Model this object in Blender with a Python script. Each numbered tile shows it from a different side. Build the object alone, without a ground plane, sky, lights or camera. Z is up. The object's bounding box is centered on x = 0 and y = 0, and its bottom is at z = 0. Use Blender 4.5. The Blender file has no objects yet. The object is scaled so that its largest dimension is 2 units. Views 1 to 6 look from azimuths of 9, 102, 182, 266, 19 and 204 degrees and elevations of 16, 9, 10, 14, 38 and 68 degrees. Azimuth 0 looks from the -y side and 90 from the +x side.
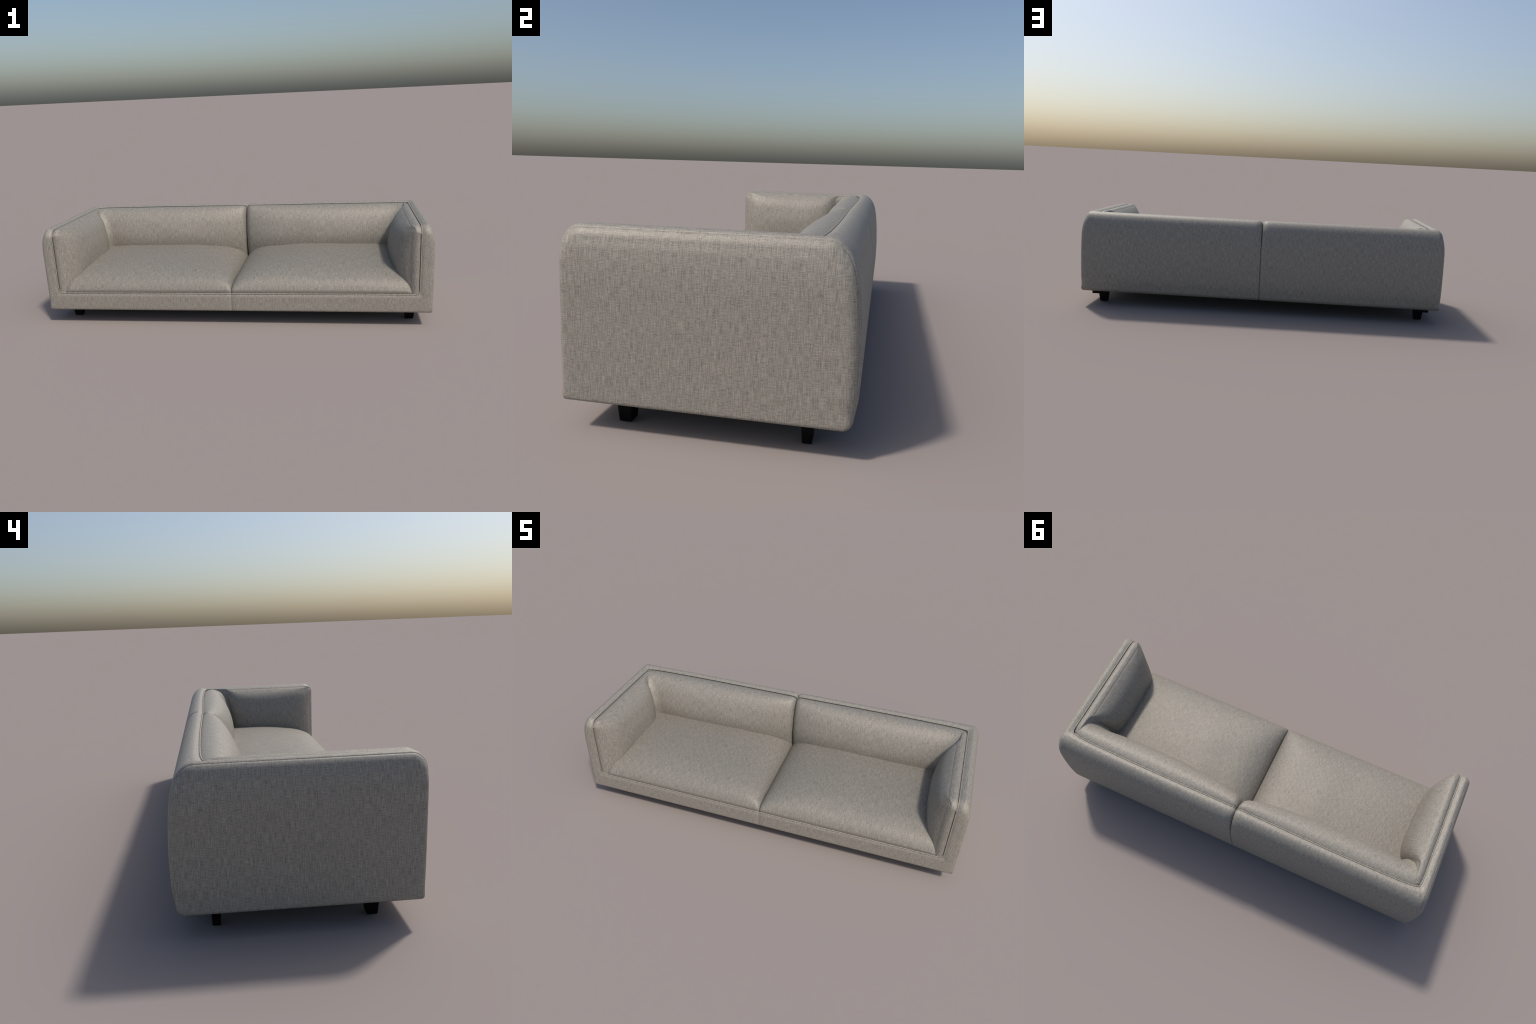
"""Low two-seat sofa in woven grey-beige linen: two mirrored upholstered sections
(outer shell, piping, arm pad, back cushion, seat cushion) on four black tapered feet."""
import bpy, bmesh, math, random
from mathutils import Vector, Matrix
from math import sin, cos, pi, sqrt

random.seed(7)

# ------------------------------------------------------------------ sizes (metres)
TURN = 0.0085            # the sofa stands turned by half a degree
X_END = 0.9965           # outside of an arm
Y_F = -0.367             # front face
Z_BOT = 0.076            # underside of the upholstery
Z_TOP = 0.5165           # top of the frame
R_OPEN = 0.026           # corner radius of the cushion opening at the front
X_WELT = 0.937           # piping line on the arms
Z_WELT = 0.168           # piping line on the front rail


# ------------------------------------------------------------------ small helpers
def lerp(a, b, t):
    return a + (b - a) * t


def clamp(t, a=0.0, b=1.0):
    return max(a, min(b, t))


def smooth(a, b, t):
    t = clamp((t - a) / (b - a))
    return t * t * (3 - 2 * t)


def smin(a, b, k):
    h = max(k - abs(a - b), 0.0) / k
    return min(a, b) - h * h * k * 0.25


def pchip(points):
    """Monotone cubic through (x, y) control points."""
    xs = [p[0] for p in points]
    ys = [p[1] for p in points]
    n = len(xs)
    d = [(ys[i + 1] - ys[i]) / (xs[i + 1] - xs[i]) for i in range(n - 1)]
    m = [d[0]] + [0.0] * (n - 2) + [d[-1]]
    for i in range(1, n - 1):
        if d[i - 1] * d[i] > 0:
            w1 = 2 * (xs[i + 1] - xs[i]) + xs[i] - xs[i - 1]
            w2 = xs[i + 1] - xs[i] + 2 * (xs[i] - xs[i - 1])
            m[i] = (w1 + w2) / (w1 / d[i - 1] + w2 / d[i])

    def f(x):
        if x <= xs[0]:
            return ys[0]
        if x >= xs[-1]:
            return ys[-1]
        i = 0
        while x > xs[i + 1]:
            i += 1
        h = xs[i + 1] - xs[i]
        t = (x - xs[i]) / h
        return ((1 + 2 * t) * (1 - t) ** 2 * ys[i] + t * (1 - t) ** 2 * h * m[i]
                + t * t * (3 - 2 * t) * ys[i + 1] + t * t * (t - 1) * h * m[i + 1])
    return f


def resample(points, n):
    """Smooth curve through 2D control points (centripetal Catmull-Rom), n per span."""
    p = [Vector(q) for q in points]
    p = [p[0] * 2 - p[1]] + p + [p[-1] * 2 - p[-2]]
    out = []
    for i in range(1, len(p) - 2):
        p0, p1, p2, p3 = p[i - 1:i + 3]
        t0 = 0.0
        t1 = t0 + max((p1 - p0).length, 1e-6) ** 0.5
        t2 = t1 + max((p2 - p1).length, 1e-6) ** 0.5
        t3 = t2 + max((p3 - p2).length, 1e-6) ** 0.5
        for k in range(n):
            t = lerp(t1, t2, k / n)
            a1 = p0 * ((t1 - t) / (t1 - t0)) + p1 * ((t - t0) / (t1 - t0))
            a2 = p1 * ((t2 - t) / (t2 - t1)) + p2 * ((t - t1) / (t2 - t1))
            a3 = p2 * ((t3 - t) / (t3 - t2)) + p3 * ((t - t2) / (t3 - t2))
            b1 = a1 * ((t2 - t) / (t2 - t0)) + a2 * ((t - t0) / (t2 - t0))
            b2 = a2 * ((t3 - t) / (t3 - t1)) + a3 * ((t - t1) / (t3 - t1))
            out.append(b1 * ((t2 - t) / (t2 - t1)) + b2 * ((t - t1) / (t2 - t1)))
    out.append(p[-2].copy())
    return [tuple(v) for v in out]


def mesh_object(name, verts, faces, side, material, parent, smooth_shade=True, angle=50):
    """side = -1 mirrors the part to the left half."""
    me = bpy.data.meshes.new(name)
    me.from_pydata([(v[0] * side, v[1], v[2]) for v in verts], [], faces)
    bm = bmesh.new()
    bm.from_mesh(me)
    bmesh.ops.remove_doubles(bm, verts=bm.verts, dist=1e-6)
    bmesh.ops.recalc_face_normals(bm, faces=bm.faces)
    for e in bm.edges:
        if len(e.link_faces) == 2:
            e.smooth = e.calc_face_angle(0) < math.radians(angle)
    for f in bm.faces:
        f.smooth = smooth_shade
    bm.to_mesh(me)
    bm.free()
    me.materials.append(material)
    ob = bpy.data.objects.new(name, me)
    bpy.context.scene.collection.objects.link(ob)
    ob.parent = parent
    return ob


# ------------------------------------------------------------------ materials
def nd(nt, kind, **kw):
    n = nt.nodes.new(kind)
    for k, v in kw.items():
        setattr(n, k, v)
    return n


def math_node(nt, op, a, b=None, clamp_it=False):
    n = nd(nt, 'ShaderNodeMath', operation=op, use_clamp=clamp_it)
    for i, v in enumerate((a, b)):
        if v is None:
            continue
        if isinstance(v, (int, float)):
            n.inputs[i].default_value = v
        else:
            nt.links.new(v, n.inputs[i])
    return n.outputs[0]


def noise(nt, vec, scale_xy, detail=2.0, rough=0.55, offset=(0, 0, 0)):
    mp = nd(nt, 'ShaderNodeMapping')
    mp.inputs['Scale'].default_value = (scale_xy[0], scale_xy[1], 1)
    mp.inputs['Location'].default_value = offset
    nt.links.new(vec, mp.inputs['Vector'])
    n = nd(nt, 'ShaderNodeTexNoise', noise_dimensions='2D')
    n.inputs['Scale'].default_value = 1.0
    n.inputs['Detail'].default_value = detail
    n.inputs['Roughness'].default_value = rough
    nt.links.new(mp.outputs[0], n.inputs['Vector'])
    return n.outputs['Fac']


def fabric_material(name, value):
    """value scales the cloth's lightness: the seats get a darker base colour than the shell."""
    mat = bpy.data.materials.new(name)
    mat.use_nodes = True
    nt = mat.node_tree
    nt.nodes.clear()
    out = nd(nt, 'ShaderNodeOutputMaterial')
    bsdf = nd(nt, 'ShaderNodeBsdfPrincipled')
    nt.links.new(bsdf.outputs[0], out.inputs[0])
    tc = nd(nt, 'ShaderNodeTexCoord')
    sep = nd(nt, 'ShaderNodeSeparateXYZ')
    nt.links.new(tc.outputs['Object'], sep.inputs[0])
    sn = nd(nt, 'ShaderNodeSeparateXYZ')
    nt.links.new(tc.outputs['Normal'], sn.inputs[0])
    ax = math_node(nt, 'ABSOLUTE', sn.outputs[0])
    ay = math_node(nt, 'ABSOLUTE', sn.outputs[1])
    az = math_node(nt, 'ABSOLUTE', sn.outputs[2])

    def threads(a, b, seed):
        """value 0..1 of the weave in a plane: a runs across the warp, b along it."""
        cb = nd(nt, 'ShaderNodeCombineXYZ')
        nt.links.new(a, cb.inputs[0])
        nt.links.new(b, cb.inputs[1])
        v = cb.outputs[0]
        warp = noise(nt, v, (WARP[0], WARP[1]), 1.5, 0.55, (seed, 0, 0))
        weft = noise(nt, v, (WEFT[0], WEFT[1]), 1.5, 0.55, (0, seed + 3.1, 0))
        slub = noise(nt, v, (170, 14), 1.0, 0.5, (seed, 5.5, 0))
        tint = noise(nt, v, (60, 45), 3.0, 0.65, (seed + 8, 2, 0))
        fine = noise(nt, v, (480, 380), 1.0, 0.5, (seed, 9.5, 0))
        s = math_node(nt, 'ADD', math_node(nt, 'MULTIPLY', warp, 0.35),
                      math_node(nt, 'MULTIPLY', weft, 0.28))
        s = math_node(nt, 'ADD', s, math_node(nt, 'MULTIPLY', slub, 0.07))
        s = math_node(nt, 'ADD', s, math_node(nt, 'MULTIPLY', fine, 0.30))
        return s, tint

    vx, tx = threads(sep.outputs[1], sep.outputs[2], 1.0)
    vy, ty = threads(sep.outputs[0], sep.outputs[2], 2.0)
    vz, tz = threads(sep.outputs[0], sep.outputs[1], 4.0)

    def mixf(f, a, b):
        m = nd(nt, 'ShaderNodeMix', data_type='FLOAT')
        nt.links.new(f, m.inputs[0])
        nt.links.new(a, m.inputs[2])
        nt.links.new(b, m.inputs[3])
        return m.outputs[0]
    # sideways faces: choose x or y; then choose top or side
    fx = math_node(nt, 'MULTIPLY_ADD', math_node(nt, 'SUBTRACT', ax, ay), 8.0, True)
    fx.node.inputs[2].default_value = 0.5
    fz = math_node(nt, 'MULTIPLY_ADD', math_node(nt, 'SUBTRACT', az, 0.7), 8.0, True)
    fz.node.inputs[2].default_value = 0.5
    val = mixf(fz, mixf(fx, vy, vx), vz)
    tint = mixf(fz, mixf(fx, ty, tx), tz)

    ramp = nd(nt, 'ShaderNodeValToRGB')
    ramp.color_ramp.elements[0].position = 0.34
    ramp.color_ramp.elements[0].color = (*[c * value for c in COL_DARK], 1)
    ramp.color_ramp.elements[1].position = 0.66
    ramp.color_ramp.elements[1].color = (*[c * value for c in COL_LIGHT], 1)
    nt.links.new(val, ramp.inputs[0])
    tr = nd(nt, 'ShaderNodeValToRGB')
    tr.color_ramp.elements[0].position = 0.38
    tr.color_ramp.elements[0].color = (*TINT_A, 1)
    tr.color_ramp.elements[1].position = 0.62
    tr.color_ramp.elements[1].color = (*TINT_B, 1)
    nt.links.new(tint, tr.inputs[0])
    mul = nd(nt, 'ShaderNodeMix', data_type='RGBA', blend_type='MULTIPLY')
    mul.inputs[0].default_value = 1.0
    nt.links.new(ramp.outputs[0], mul.inputs[6])
    nt.links.new(tr.outputs[0], mul.inputs[7])
    nt.links.new(mul.outputs[2], bsdf.inputs['Base Color'])
    bump = nd(nt, 'ShaderNodeBump')
    bump.inputs['Strength'].default_value = 0.25
    bump.inputs['Distance'].default_value = 0.002
    nt.links.new(val, bump.inputs['Height'])
    nt.links.new(bump.outputs[0], bsdf.inputs['Normal'])
    bsdf.inputs['Metallic'].default_value = METAL
    bsdf.inputs['Roughness'].default_value = ROUGH
    bsdf.inputs['Specular IOR Level'].default_value = SPEC
    bsdf.inputs['Specular Tint'].default_value = (1.0, 0.95, 0.87, 1)
    bsdf.inputs['Sheen Weight'].default_value = SHEEN
    bsdf.inputs['Sheen Roughness'].default_value = 0.5
    return mat


WARP = (430, 32)
WEFT = (50, 460)
COL_DARK = (0.129, 0.120, 0.103)
COL_LIGHT = (0.344, 0.321, 0.274)
TINT_A = (0.982, 1.0, 0.975)
TINT_B = (1.036, 0.996, 1.010)
ROUGH, SPEC, SHEEN = 0.60, 0.78, 0.0
METAL = 0.06


def plain_material(name, col, rough, spec=0.4):
    mat = bpy.data.materials.new(name)
    mat.use_nodes = True
    nt = mat.node_tree
    b = nt.nodes['Principled BSDF']
    tc = nd(nt, 'ShaderNodeTexCoord')
    n = nd(nt, 'ShaderNodeTexNoise')
    n.inputs['Scale'].default_value = 60
    nt.links.new(tc.outputs['Object'], n.inputs['Vector'])
    r = nd(nt, 'ShaderNodeValToRGB')
    r.color_ramp.elements[0].color = (*[c * 0.75 for c in col], 1)
    r.color_ramp.elements[1].color = (*[c * 1.25 for c in col], 1)
    nt.links.new(n.outputs['Fac'], r.inputs[0])
    nt.links.new(r.outputs[0], b.inputs['Base Color'])
    b.inputs['Roughness'].default_value = rough
    b.inputs['Specular IOR Level'].default_value = spec
    return mat


# ------------------------------------------------------------------ outline of the sofa seen from the side
Y_R = 0.3685
welt_back = pchip([(0.0, 0.272), (0.5, 0.2755), (0.8, 0.272), (0.88, 0.268), (0.92, 0.262), (0.94, 0.257)])


def arc(cy, cz, r, a0, a1, n):
    return [(cy + r * cos(lerp(a0, a1, i / n)), cz + r * sin(lerp(a0, a1, i / n))) for i in range(n + 1)]


def line(a, b, n, bias=None):
    out = []
    for i in range(1, n):
        t = i / n
        if bias == 'start':
            t = t * t
        elif bias == 'end':
            t = 1 - (1 - t) ** 2
        out.append((lerp(a[0], b[0], t), lerp(a[1], b[1], t)))
    return out


def outline(y_welt):
    """Closed loop (y, z) starting at the front piping point, going down, back and round the top.
    Returns points, index of the rear piping point."""
    pts = [(Y_F, Z_WELT)]
    rb = 0.012
    c = arc(Y_F + 0.002 + rb, Z_BOT + rb, rb, pi, 1.5 * pi, 5)
    pts += line(pts[0], c[0], 10, 'start') + c
    rr = 0.028
    e = arc(Y_R - 0.010 - rr, Z_BOT + rr, rr, 1.5 * pi, 2 * pi, 7)
    pts += line(c[-1], e[0], 12) + e[:-1]
    rear = [e[-1], (Y_R - 0.002, 0.150), (Y_R, 0.215), (Y_R - 0.001, 0.280), (Y_R - 0.0065, 0.365), (Y_R - 0.0145, 0.425),
            (Y_R - 0.026, 0.467), (Y_R - 0.044, 0.496), (Y_R - 0.063, 0.5115), (Y_R - 0.082, 0.517)]
    rs = resample(rear, 4)
    pts += rs
    # flat top up to the piping point
    a = rs[-1]
    w = (min(y_welt, a[0] - 0.001), Z_TOP + 0.001)
    pts += line(a, w, 5)
    i_w = len(pts)
    pts.append(w)
    rf = 0.048
    f = arc(Y_F + rf, Z_TOP + 0.001 - rf, rf, 0.5 * pi, pi, 9)
    t = []
    for y, z in line(w, f[0], 26):
        t.append((y, Z_TOP + 0.001))
    pts += t + f
    g = line(f[-1], pts[0], 22, 'end')
    pts += g
    return pts, i_w


def loop_normals(p):
    n = len(p)
    out = []
    for i in range(n):
        a, b = Vector(p[i - 1]), Vector(p[(i + 1) % n])
        t = (b - a).normalized()
        out.append(Vector((-t.y, t.x)) * 1.0)   # outward for this winding, fixed below
    cen = Vector((0.0, 0.29))
    s = sum((Vector(p[i]) - cen).dot(out[i]) for i in range(n))
    return out if s > 0 else [-v for v in out]


def top_of_outline(y):
    """height of the frame's top line at depth y (rounds down at the arm front)."""
    rf = 0.048
    d = y - Y_F
    if d >= rf:
        return Z_TOP + 0.001
    return Z_TOP + 0.001 - rf + sqrt(max(0.0, rf * rf - (rf - max(d, 0.0)) ** 2))


def round_radius(y, z):
    """radius of the edge where the arm's outer side meets front, top, rear and bottom."""
    t = smooth(0.43, 0.51, z)
    r = lerp(0.018, 0.037, t)
    if y > 0.30:
        r = max(r, lerp(0.031, 0.037, t))
    return lerp(0.011, r, smooth(Z_BOT, Z_BOT + 0.05, z))


# ------------------------------------------------------------------ shell of one half
def build_shell(side, mat, parent):
    # stations along x; kind 's' = rounded seam end, 'b' = body, 'e' = rounded outer edge
    st = [('s', a) for a in (0.0, 0.12, 0.28, 0.5, 0.75)]
    xs = [0.035, 0.06, 0.10, 0.16, 0.24, 0.33, 0.42, 0.51, 0.60, 0.68, 0.75, 0.80, 0.84, 0.87, 0.89,
          0.905, 0.915, 0.923, 0.930, X_WELT, 0.940, 0.9435, 0.948, 0.953]
    st += [('b', x) for x in xs]
    st += [('e', a) for a in (0.0, 0.08, 0.17, 0.26, 0.34, 0.36, 0.38, 0.48, 0.60, 0.72, 0.86, 1.0)]
    k_w = 5 + xs.index(X_WELT)
    verts, grid = [], []
    norms = []
    n_out = None
    for kind, a in st:
        x = a if kind == 'b' else (0.0 if kind == 's' else X_END)
        p, i_w = outline(welt_back(x))
        nn = loop_normals(p)
        n_out = len(p)
        row, nrow = [], []
        for (y, z), nv in zip(p, nn):
            if kind == 'b':
                P = Vector((x, y, z))
            elif kind == 's':
                r = lerp(0.0015 if y < 0 else 0.007, 0.022, smooth(0.36, 0.50, z))
                th = a * pi / 2
                d = r * (1 - sin(th))
                P = Vector((0.0003 + r * (1 - cos(th)) * 1.0, y - nv.x * d, z - nv.y * d))
            else:
                r = round_radius(y, z)
                th = a * pi / 2
                d = r * (1 - cos(th))
                groove = 0.0007 if abs(a - 0.36) < 0.001 else 0.0
                P = Vector((X_END - r + r * sin(th) - groove * sin(th), y - nv.x * (d + groove * cos(th)),
                            z - nv.y * (d + groove * cos(th))))
            # the arm's outer side leans in towards the top, and a hair at the bottom
            lean = 0.010 * smooth(0.39, 0.53, z)
            P.x -= lean * smooth(0.95, 0.985, P.x)
            row.append(len(verts))
            verts.append(P)
            nrow.append(Vector((0, nv.x, nv.y)))
        grid.append(row)
        norms.append(nrow)
    # round the corners of the cushion opening by pulling the grid towards the opening
    def warp_corner(corner_j, r, reach):
        c = verts[grid[k_w][corner_j]].copy()
        ring = {}
        p_st, _ = outline(welt_back(X_WELT))
        # arc length of outline measured from the corner, positive into the opening
        n = n_out
        s_of = {corner_j: 0.0}
        for sgn in (1, -1):
            s = 0.0
            j = corner_j
            for _ in range(40):
                j2 = (j + sgn) % n
                s += (Vector(p_st[j2]) - Vector(p_st[j])).length
                into = 1 if (sgn == 1) == (corner_j != 0) else -1
                if corner_j == 0:
                    into = 1 if sgn == -1 else -1
                s_of[j2] = into * s
                j = j2
                if s > reach + r:
                    break
        for k in range(len(st)):
            if st[k][0] != 'b':
                continue
            for j, sv in s_of.items():
                su = X_WELT - st[k][1]           # positive into the opening
                # boundary nearest point
                if su > 0 and sv > 0:
                    bu, bv = (su, 0) if sv < su else (0, sv)
                else:
                    bu, bv = max(su, 0), max(sv, 0)
                dist = sqrt((su - bu) ** 2 + (sv - bv) ** 2)
                w = clamp(1 - dist / reach) ** 2
                if w <= 0 or (bu >= r) or (bv >= r):
                    continue
                t = 0.5 * (1 - bu / r) if bu > 0 else 0.5 * (1 + bv / r) if bv > 0 else 0.5
                ang = lerp(-0.5 * pi, -pi, t)
                au, av = r + r * cos(ang), r + r * sin(ang)
                du, dv = (au - bu) * w, (av - bv) * w
                idx = grid[k][j]
                # direction along the outline into the opening
                ja, jb = (j + 1) % n, j - 1
                tv = (Vector(p_st[ja]) - Vector(p_st[jb])).normalized()
                if corner_j == 0:
                    tv = -tv
                yield_shift[idx] = Vector((-du, tv.x * dv, tv.y * dv))
    yield_shift = {}
    p0, i_w = outline(welt_back(0.5))
    warp_corner(0, R_OPEN, 0.06)
    warp_corner(i_w, 0.014, 0.03)
    for i, d in yield_shift.items():
        verts[i] = verts[i] + d
    # the stuffed frame rolls down towards the piping
    p_ref, _ = outline(welt_back(X_WELT))
    for k in range(len(st)):
        x_here = st[k][1] if st[k][0] == 'b' else (0.0 if st[k][0] == 's' else X_END)
        for j in range(n_out):
            if k < k_w and j > i_w:
                continue
            V = verts[grid[k][j]]
            n = norms[k][j]
            du = max(0.0, V.x - X_WELT)
            if i_w <= j or j == 0:
                dv = 0.0
            elif V.y < 0:
                dv = max(0.0, Z_WELT - V.z) if V.z < 0.3 else 0.0
                if V.y > Y_F + 0.01:
                    continue
            else:
                dv = max(0.0, V.y - welt_back(min(V.x, X_WELT))) + max(0.0, 0.505 - V.z)
            d = sqrt(du * du + dv * dv)
            top = clamp(n.z)
            width = lerp(0.014, 0.021, top)
            depth = lerp(0.0036, 0.0070, top)
            if d < width:
                verts[grid[k][j]] = V - n * depth * (1 - d / width) ** 1.6
    faces = []
    for k in range(len(st) - 1):
        for j in range(n_out):
            if k < k_w and j >= i_w:
                continue
            j2 = (j + 1) % n_out
            faces.append((grid[k][j], grid[k][j2], grid[k + 1][j2], grid[k + 1][j]))
    # outer side panel: concentric rings closing to the middle
    last = grid[-1]
    cen = Vector((X_END, 0.0, 0.29))
    prev = last
    for f in (0.96, 0.9, 0.82, 0.72, 0.6, 0.45, 0.3, 0.15):
        row = []
        for idx in last:
            v = verts[idx]
            q = cen + (v - cen) * f
            q.x = X_END - 0.010 * smooth(0.39, 0.53, q.z) + 0.0012 * (1 - f * f)
            row.append(len(verts))
            verts.append(q)
        for j in range(n_out):
            j2 = (j + 1) % n_out
            faces.append((prev[j], prev[j2], row[j2], row[j]))
        prev = row
    verts.append(Vector((X_END + 0.0012, 0, 0.29)))
    c = len(verts) - 1
    for j in range(n_out):
        faces.append((prev[j], prev[(j + 1) % n_out], c))
    # seam end: wall going in
    row = []
    for j, idx in enumerate(grid[0]):
        row.append(len(verts))
        verts.append(verts[idx] - norms[0][j] * 0.06)
    for j in range(n_out):
        if j >= i_w:
            continue
        faces.append((grid[0][j], grid[0][j + 1], row[j + 1], row[j]))
    # lip of the opening: rolls over and goes down into the frame
    loop = [(grid[k][0], norms[k][0]) for k in range(0, k_w)]
    loop += [(grid[k_w][j % n_out], norms[k_w][j % n_out]) for j in range(n_out, i_w - 1, -1)]
    loop += [(grid[k][i_w], norms[k][i_w]) for k in range(k_w - 1, -1, -1)]
    path = []
    rings = [[], [], [], []]
    for i, (idx, n) in enumerate(loop):
        a = verts[loop[max(i - 1, 0)][0]]
        b = verts[loop[min(i + 1, len(loop) - 1)][0]]
        t = (b - a).normalized()
        b_in = t.cross(n).normalized()
        cen = Vector((0.45, -0.05, 0.42))
        if b_in.dot(cen - verts[idx]) < 0:
            b_in = -b_in
        P = verts[idx]
        for r, (u, d) in zip(rings, ((0.0, 0.0), (0.0013, 0.0005), (0.0023, 0.0018), (0.0028, 0.05))):
            if r is rings[0]:
                r.append(idx)
            else:
                r.append(len(verts))
                verts.append(P + b_in * u - n * d)
        path.append((P.copy(), b_in, n.copy()))
    for r0, r1 in zip(rings[:-1], rings[1:]):
        for i in range(len(loop) - 1):
            faces.append((r0[i], r0[i + 1], r1[i + 1], r1[i]))
    ob = mesh_object('outer_shell', verts, faces, side, mat, parent)
    return ob, path


def build_piping(path, side, mat, parent):
    verts, faces = [], []
    R, M = 0.0029, 8
    rows = []
    for i, (P, b, n) in enumerate(path):
        c = P + b * 0.0042 - n * 0.0006
        row = []
        for m in range(M):
            a = 2 * pi * m / M
            row.append(len(verts))
            verts.append(c + b * (R * cos(a)) + n * (R * sin(a)))
        rows.append(row)
    for r0, r1 in zip(rows[:-1], rows[1:]):
        for m in range(M):
            m2 = (m + 1) % M
            faces.append((r0[m], r0[m2], r1[m2], r1[m]))
    faces.append(tuple(rows[0]))
    faces.append(tuple(reversed(rows[-1])))
    return mesh_object('piping', verts, faces, side, mat, parent)


# ------------------------------------------------------------------ padded parts (pillow grids)
def pillow(name, nu, nv, fn, side, mat, parent, angle=60):
    """fn(i, j) -> (front point, back point); closed solid."""
    verts, faces = [], []
    fr, bk = [], []
    for i in range(nu):
        a, b = [], []
        for j in range(nv):
            p, q = fn(i, j)
            a.append(len(verts)); verts.append(Vector(p))
            b.append(len(verts)); verts.append(Vector(q))
        fr.append(a); bk.append(b)
    for g in (fr, bk):
        for i in range(nu - 1):
            for j in range(nv - 1):
                faces.append((g[i][j], g[i + 1][j], g[i + 1][j + 1], g[i][j + 1]))
    rim = [(0, j) for j in range(nv)] + [(i, nv - 1) for i in range(1, nu)] + \
          [(nu - 1, j) for j in range(nv - 2, -1, -1)] + [(i, 0) for i in range(nu - 2, 0, -1)]
    for a, b in zip(rim, rim[1:] + rim[:1]):
        faces.append((fr[a[0]][a[1]], fr[b[0]][b[1]], bk[b[0]][b[1]], bk[a[0]][a[1]]))
    return mesh_object(name, verts, faces, side, mat, parent, angle=angle)


def wob(x, y, seed):
    """gentle unevenness of stuffed cloth, about 1 mm."""
    return (sin(7.1 * x + 3.3 * y + seed) * sin(5.3 * y - 2.1 * x + 1.7 * seed)
            + 0.5 * sin(17.0 * x - 9.0 * y + 2.0 * seed) * sin(13.0 * y + 6.0 * x + seed))


def build_arm_pad(side, mat, parent):
    x0 = X_WELT - 0.0055
    # (thickness, drop below the top line)
    top = resample([(0.0, 0.030), (0.0007, 0.0125), (0.004, 0.0090), (0.014, 0.0038), (0.026, 0.0030), (0.037, 0.0065),
                    (0.046, 0.0115)], 5)
    top += resample([(0.047, 0.0122), (0.063, 0.0235), (0.082, 0.041), (0.100, 0.066), (0.116, 0.104),
                     (0.129, 0.147), (0.134, 0.195), (0.132, 0.235), (0.122, 0.285), (0.112, 0.352)], 6)
    # (thickness, distance from the front face)
    front = resample([(0.0, 0.030), (0.0007, 0.0095), (0.004, 0.0062), (0.013, 0.0028), (0.023, 0.0035), (0.032, 0.0075),
                      (0.040, 0.0135)], 5)
    front += resample([(0.041, 0.0143), (0.054, 0.025), (0.075, 0.042), (0.097, 0.063), (0.115, 0.088),
                       (0.130, 0.120), (0.145, 0.170), (0.160, 0.240), (0.172, 0.340)], 5)
    rear = resample([(0.172, 0.380), (0.157, 0.422), (0.134, 0.457), (0.108, 0.480), (0.078, 0.499), (0.056, 0.515),
                     (0.048, 0.535), (0.047, 0.575), (0.047, 0.612)], 5)
    cols = [(h, Y_F + d) for h, d in front + rear]
    i_edge = min(range(len(cols)), key=lambda k: cols[k][1])

    def fn(i, j):
        hf, y = cols[i]
        ht, dz = top[j]
        if side > 0:                                # one pad has a pressed-in edge seam
            dz += 0.0016 * (1 - clamp(abs(ht - 0.047) / 0.005))
        h = max(0.0, smin(hf, ht, lerp(0.003, 0.085, smooth(0.004, 0.080, min(hf, ht)))))
        if side > 0 and 0.04 < hf < 0.056:
            h = max(0.0, h - 0.0012 * (1 - abs(hf - 0.048) / 0.008))
        y_top = y if i > i_edge else cols[i_edge][1]
        z_top = top_of_outline(max(y_top, Y_F + 0.03))
        z = top_of_outline(y_top) - dz - 0.006 * smooth(0.205, 0.246, y) ** 1.5 * smooth(0.30, 0.45, Z_TOP - dz)
        h += 0.0012 * wob(y * 2, z * 2, 1.0 + side) * smooth(0.03, 0.07, h)
        x = x0 - h
        cu = x - (X_WELT - R_OPEN)                  # keep clear of the rounded corner of the opening
        if cu > 0 and y < Y_F + 0.05:
            rr = R_OPEN - 0.0058
            z = max(z, Z_WELT + R_OPEN - sqrt(max(0.0, rr * rr - cu * cu)))
        return (x, y, z), (x0 + 0.001, max(y, Y_F + 0.030), min(z, Z_TOP - 0.032, z_top - 0.030))
    return pillow('arm_pad', len(cols), len(top), fn, side, mat, parent)


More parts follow.
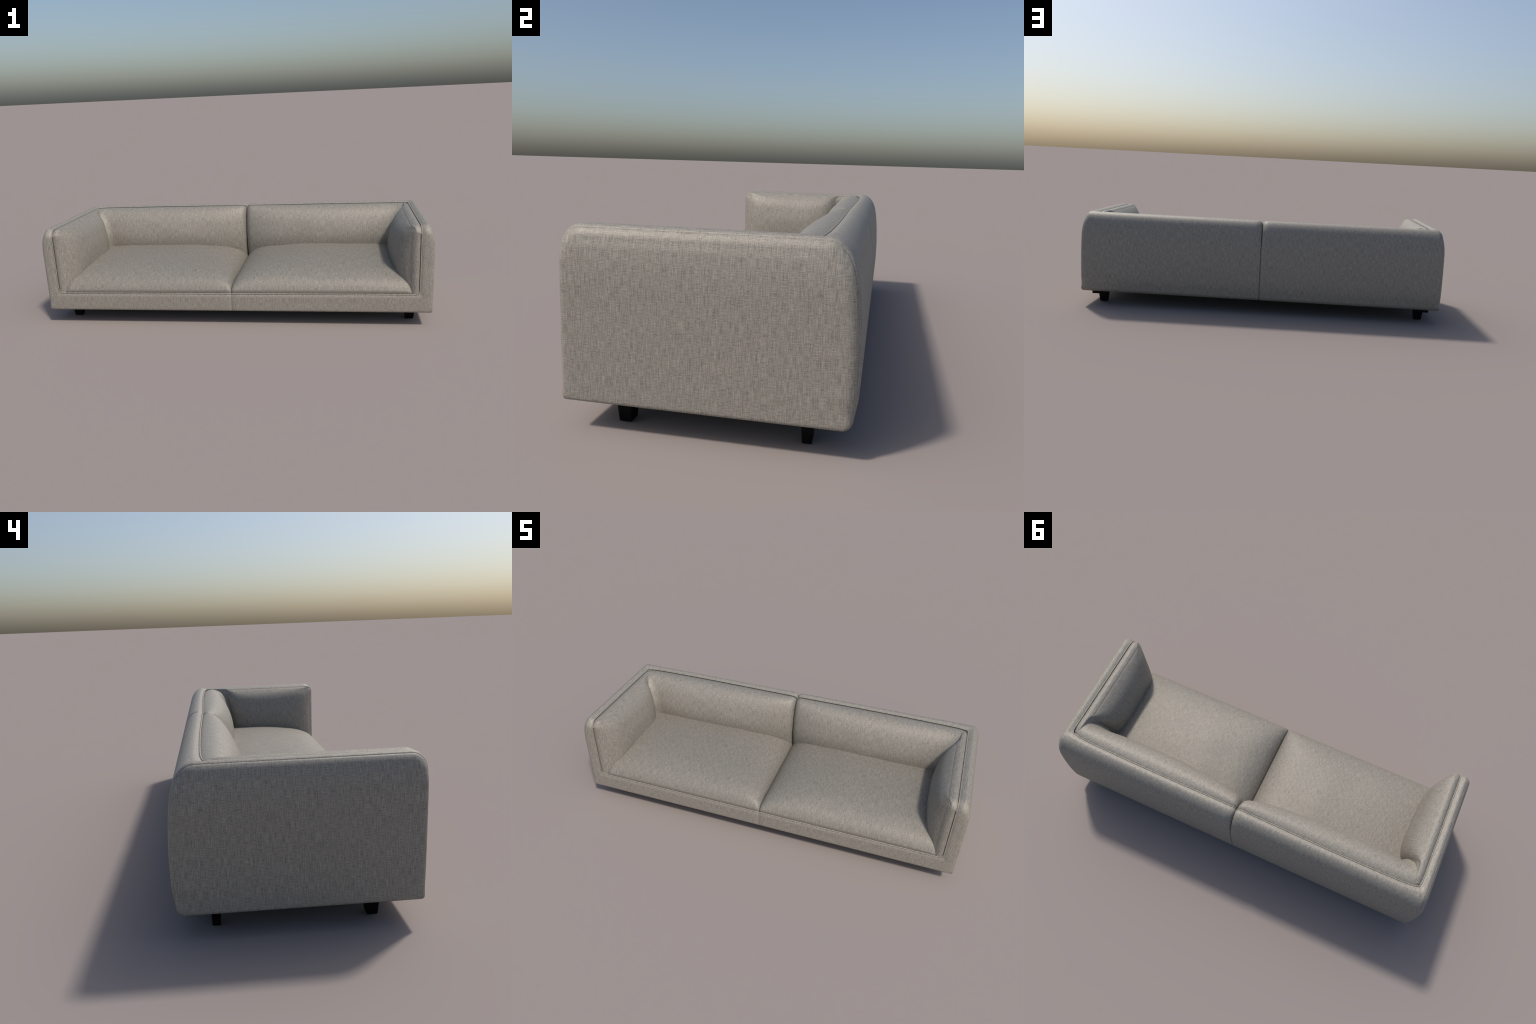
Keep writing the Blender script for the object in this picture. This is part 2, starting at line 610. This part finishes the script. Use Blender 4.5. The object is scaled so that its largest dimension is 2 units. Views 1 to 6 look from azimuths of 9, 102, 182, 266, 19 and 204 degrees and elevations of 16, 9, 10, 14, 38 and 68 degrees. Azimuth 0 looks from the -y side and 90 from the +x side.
def build_back_cushion(side, mat, parent):
    prof = resample([(0.0, 0.484), (0.0007, 0.5035), (0.004, 0.5055), (0.020, 0.5098), (0.042, 0.5112), (0.066, 0.5062),
                     (0.095, 0.4885), (0.116, 0.462), (0.132, 0.428), (0.143, 0.390), (0.148, 0.355), (0.147, 0.328),
                     (0.141, 0.298), (0.128, 0.260), (0.110, 0.210), (0.10, 0.160)], 5)
    scale = pchip([(0.0, 0.50), (0.012, 0.57), (0.03, 0.63), (0.086, 0.76), (0.168, 0.86), (0.28, 0.935), (0.45, 1.0), (0.60, 1.0),
                   (0.72, 0.96), (0.80, 0.91), (0.93, 0.86)])
    tuck = pchip([(0.16, 0.776), (0.30, 0.777), (0.37, 0.783), (0.41, 0.793), (0.45, 0.810), (0.485, 0.836), (0.512, 0.856)])
    xs = [0.0015, 0.0022, 0.004, 0.007, 0.011, 0.016, 0.022, 0.029, 0.037]
    xs += [0.037 + 0.72 * i / 30 for i in range(1, 31)]
    xs += [0.757 + 0.175 * i / 22 for i in range(1, 23)]

    def fn(i, j):
        x = xs[i]
        h0, z = prof[j]
        r = 0.032
        sag = 0.0
        if x < r:                                   # rounded end at the middle seam
            sag = 1 - sqrt(max(0.0, 1 - (1 - x / r) ** 2))
        h = h0 * scale(x)
        h -= 0.022 * sag * smooth(0.0, 0.05, h0)
        z2 = z - 0.026 * sag * smooth(0.30, 0.50, z) - 0.006 * smooth(0.895, 0.932, x) ** 1.5 * smooth(0.30, 0.45, z)
        # inner corner: the cover sweeps forward in a hollow curve and tucks behind the arm pad
        t = (x - tuck(z) - 0.018) / 0.050
        c = clamp(t, 0.0, 0.985)
        add = 0.040 * (1 - sqrt(1 - c * c))
        if t > 0.985:                               # ... and drops into the hollow behind it
            add -= 0.075 * smooth(0.985, 1.75, t)
        h = max(0.0, h + add * smooth(0.040, 0.095, h0))
        y = welt_back(x) - 0.0058 - h
        y += 0.0015 * wob(x * 1.5, z * 2, 2.0 + side) * smooth(0.03, 0.09, h)
        return (x, y, z2), (x, welt_back(x) - 0.0048, min(z2, 0.484))
    return pillow('back_cushion', len(xs), len(prof), fn, side, mat, parent)


def build_seat_cushion(side, mat, parent):
    z0 = 0.160
    front = resample([(0.022, 0.160), (0.0120, 0.1625), (0.0062, 0.168), (0.0012, 0.179), (0.0, 0.190), (0.005, 0.203), (0.014, 0.218),
                      (0.034, 0.239), (0.075, 0.261), (0.13, 0.279), (0.20, 0.292), (0.29, 0.301), (0.39, 0.305),
                      (0.48, 0.304), (0.60, 0.300)], 5)
    seam = pchip([(0.0, 0.203), (0.004, 0.213), (0.012, 0.225), (0.028, 0.243), (0.056, 0.263), (0.097, 0.283), (0.145, 0.298),
                  (0.22, 0.314), (0.35, 0.345), (0.9, 0.40)])
    dip = pchip([(0.0, 0.0), (0.60, 0.0), (0.80, 0.09), (0.87, 0.18), (0.94, 0.42)])
    xs = [0.0012, 0.0025, 0.005, 0.009, 0.014, 0.02, 0.028, 0.038, 0.05]
    xs += [0.05 + 0.78 * i / 34 for i in range(1, 35)]
    xs += [0.83 + 0.103 * i / 14 for i in range(1, 15)]

    def fn(i, j):
        x = xs[i]
        d, z = front[j]
        zz = smin(z + 0.0015 * smooth(0.2, 0.3, z), seam(x), 0.06) if z > 0.1785 else z - 0.6 * (z - 0.165) * max(0.0, 1 - x / 0.06)
        zz = z0 + (zz - z0) * (1 - 0.60 * dip(x) * smooth(0.165, 0.20, z))
        zz = z0 + (zz - z0) * (1 - 0.50 * smooth(0.865, 0.925, x) * smooth(0.10, 0.0, d) * smooth(0.162, 0.175, z))
        if x < 0.014:                               # little rounding of the front corner at the seam
            c = 1 - sqrt(max(0.0, 1 - (1 - x / 0.014) ** 2))
            d = d + 0.010 * c * smooth(0.10, 0.0, d)
        zz += 0.0016 * wob(x * 1.4, d * 1.6, 4.0 + side) * smooth(0.20, 0.26, zz)
        y = Y_F + 0.003 + d + 0.022 * smooth(0.880, 0.922, x) * smooth(0.05, 0.0, d)
        return (x, y, zz), (x, max(y, Y_F + 0.024), 0.150)
    return pillow('seat_cushion', len(xs), len(front), fn, side, mat, parent)


# ------------------------------------------------------------------ feet
def box_mesh(name, top, bottom, z1, z0, bevel, mat):
    """tapered block: top/bottom half sizes (x, y)."""
    bm = bmesh.new()
    v = []
    for (hx, hy), z in ((bottom, z0), (top, z1)):
        for sx, sy in ((-1, -1), (1, -1), (1, 1), (-1, 1)):
            v.append(bm.verts.new((sx * hx, sy * hy, z)))
    for f in ((3, 2, 1, 0), (4, 5, 6, 7), (0, 1, 5, 4), (1, 2, 6, 5), (2, 3, 7, 6), (3, 0, 4, 7)):
        bm.faces.new([v[i] for i in f])
    bmesh.ops.bevel(bm, geom=list(bm.edges), offset=bevel, segments=2, affect='EDGES', profile=0.5)
    me = bpy.data.meshes.new(name)
    bm.to_mesh(me)
    bm.free()
    me.materials.append(mat)
    return me


def build():
    linen = fabric_material('woven_linen', 1.11)
    linen_pad = fabric_material('woven_linen_pad', 1.04)
    linen_seat = fabric_material('woven_linen_seat', 0.90)
    black = plain_material('black_lacquer', (0.003, 0.003, 0.003), 0.5, 0.12)
    shadow_dark = plain_material('shadow_darkened_underside', (0.02, 0.019, 0.018), 0.9, 0.1)

    sofa = bpy.data.objects.new('sofa', None)
    bpy.context.scene.collection.objects.link(sofa)
    sofa['label'] = 'long low two-seat sofa in grey-beige woven linen, black feet'
    sofa['category'] = 'sofa'
    sofa.rotation_euler = (0, 0, TURN)

    for side in (1, -1):
        shell, path = build_shell(side, linen, sofa)
        build_piping(path, side, linen, shell)
        build_arm_pad(side, linen_pad, sofa)
        build_back_cushion(side, linen_pad, sofa)
        build_seat_cushion(side, linen_seat, sofa)
    # underside panel, coloured near-black to show the shadow beneath the sofa
    me = box_mesh('underside_shadow_panel', (0.955, 0.325), (0.955, 0.325), 0.082, 0.0745, 0.001, shadow_dark)
    under = bpy.data.objects.new('underside_shadow_panel', me)
    bpy.context.scene.collection.objects.link(under)
    under.parent = sofa

    # feet: tapered blocks (front pair deeper than rear pair), each on a flat mounting plate
    leg_mesh = {-1: box_mesh('leg', (0.0295, 0.0215), (0.0200, 0.0160), 0.0745, 0.0, 0.0012, black),
                1: box_mesh('leg', (0.0300, 0.0155), (0.0205, 0.0122), 0.0745, 0.0, 0.0012, black)}
    plate_mesh = box_mesh('leg_plate', (0.0365, 0.044), (0.0365, 0.044), 0.0744, 0.0590, 0.001, black)
    for sx in (1, -1):
        for sy, y in ((-1, -0.229), (1, 0.246)):
            leg = bpy.data.objects.new('leg', leg_mesh[sy])
            bpy.context.scene.collection.objects.link(leg)
            leg.location = (0.898 * sx, y, 0.0)
            leg.parent = sofa
            plate = bpy.data.objects.new('leg_plate', plate_mesh)
            bpy.context.scene.collection.objects.link(plate)
            plate.location = (0.0060 * sx, 0.034 * sy, 0)
            plate.parent = leg


build()
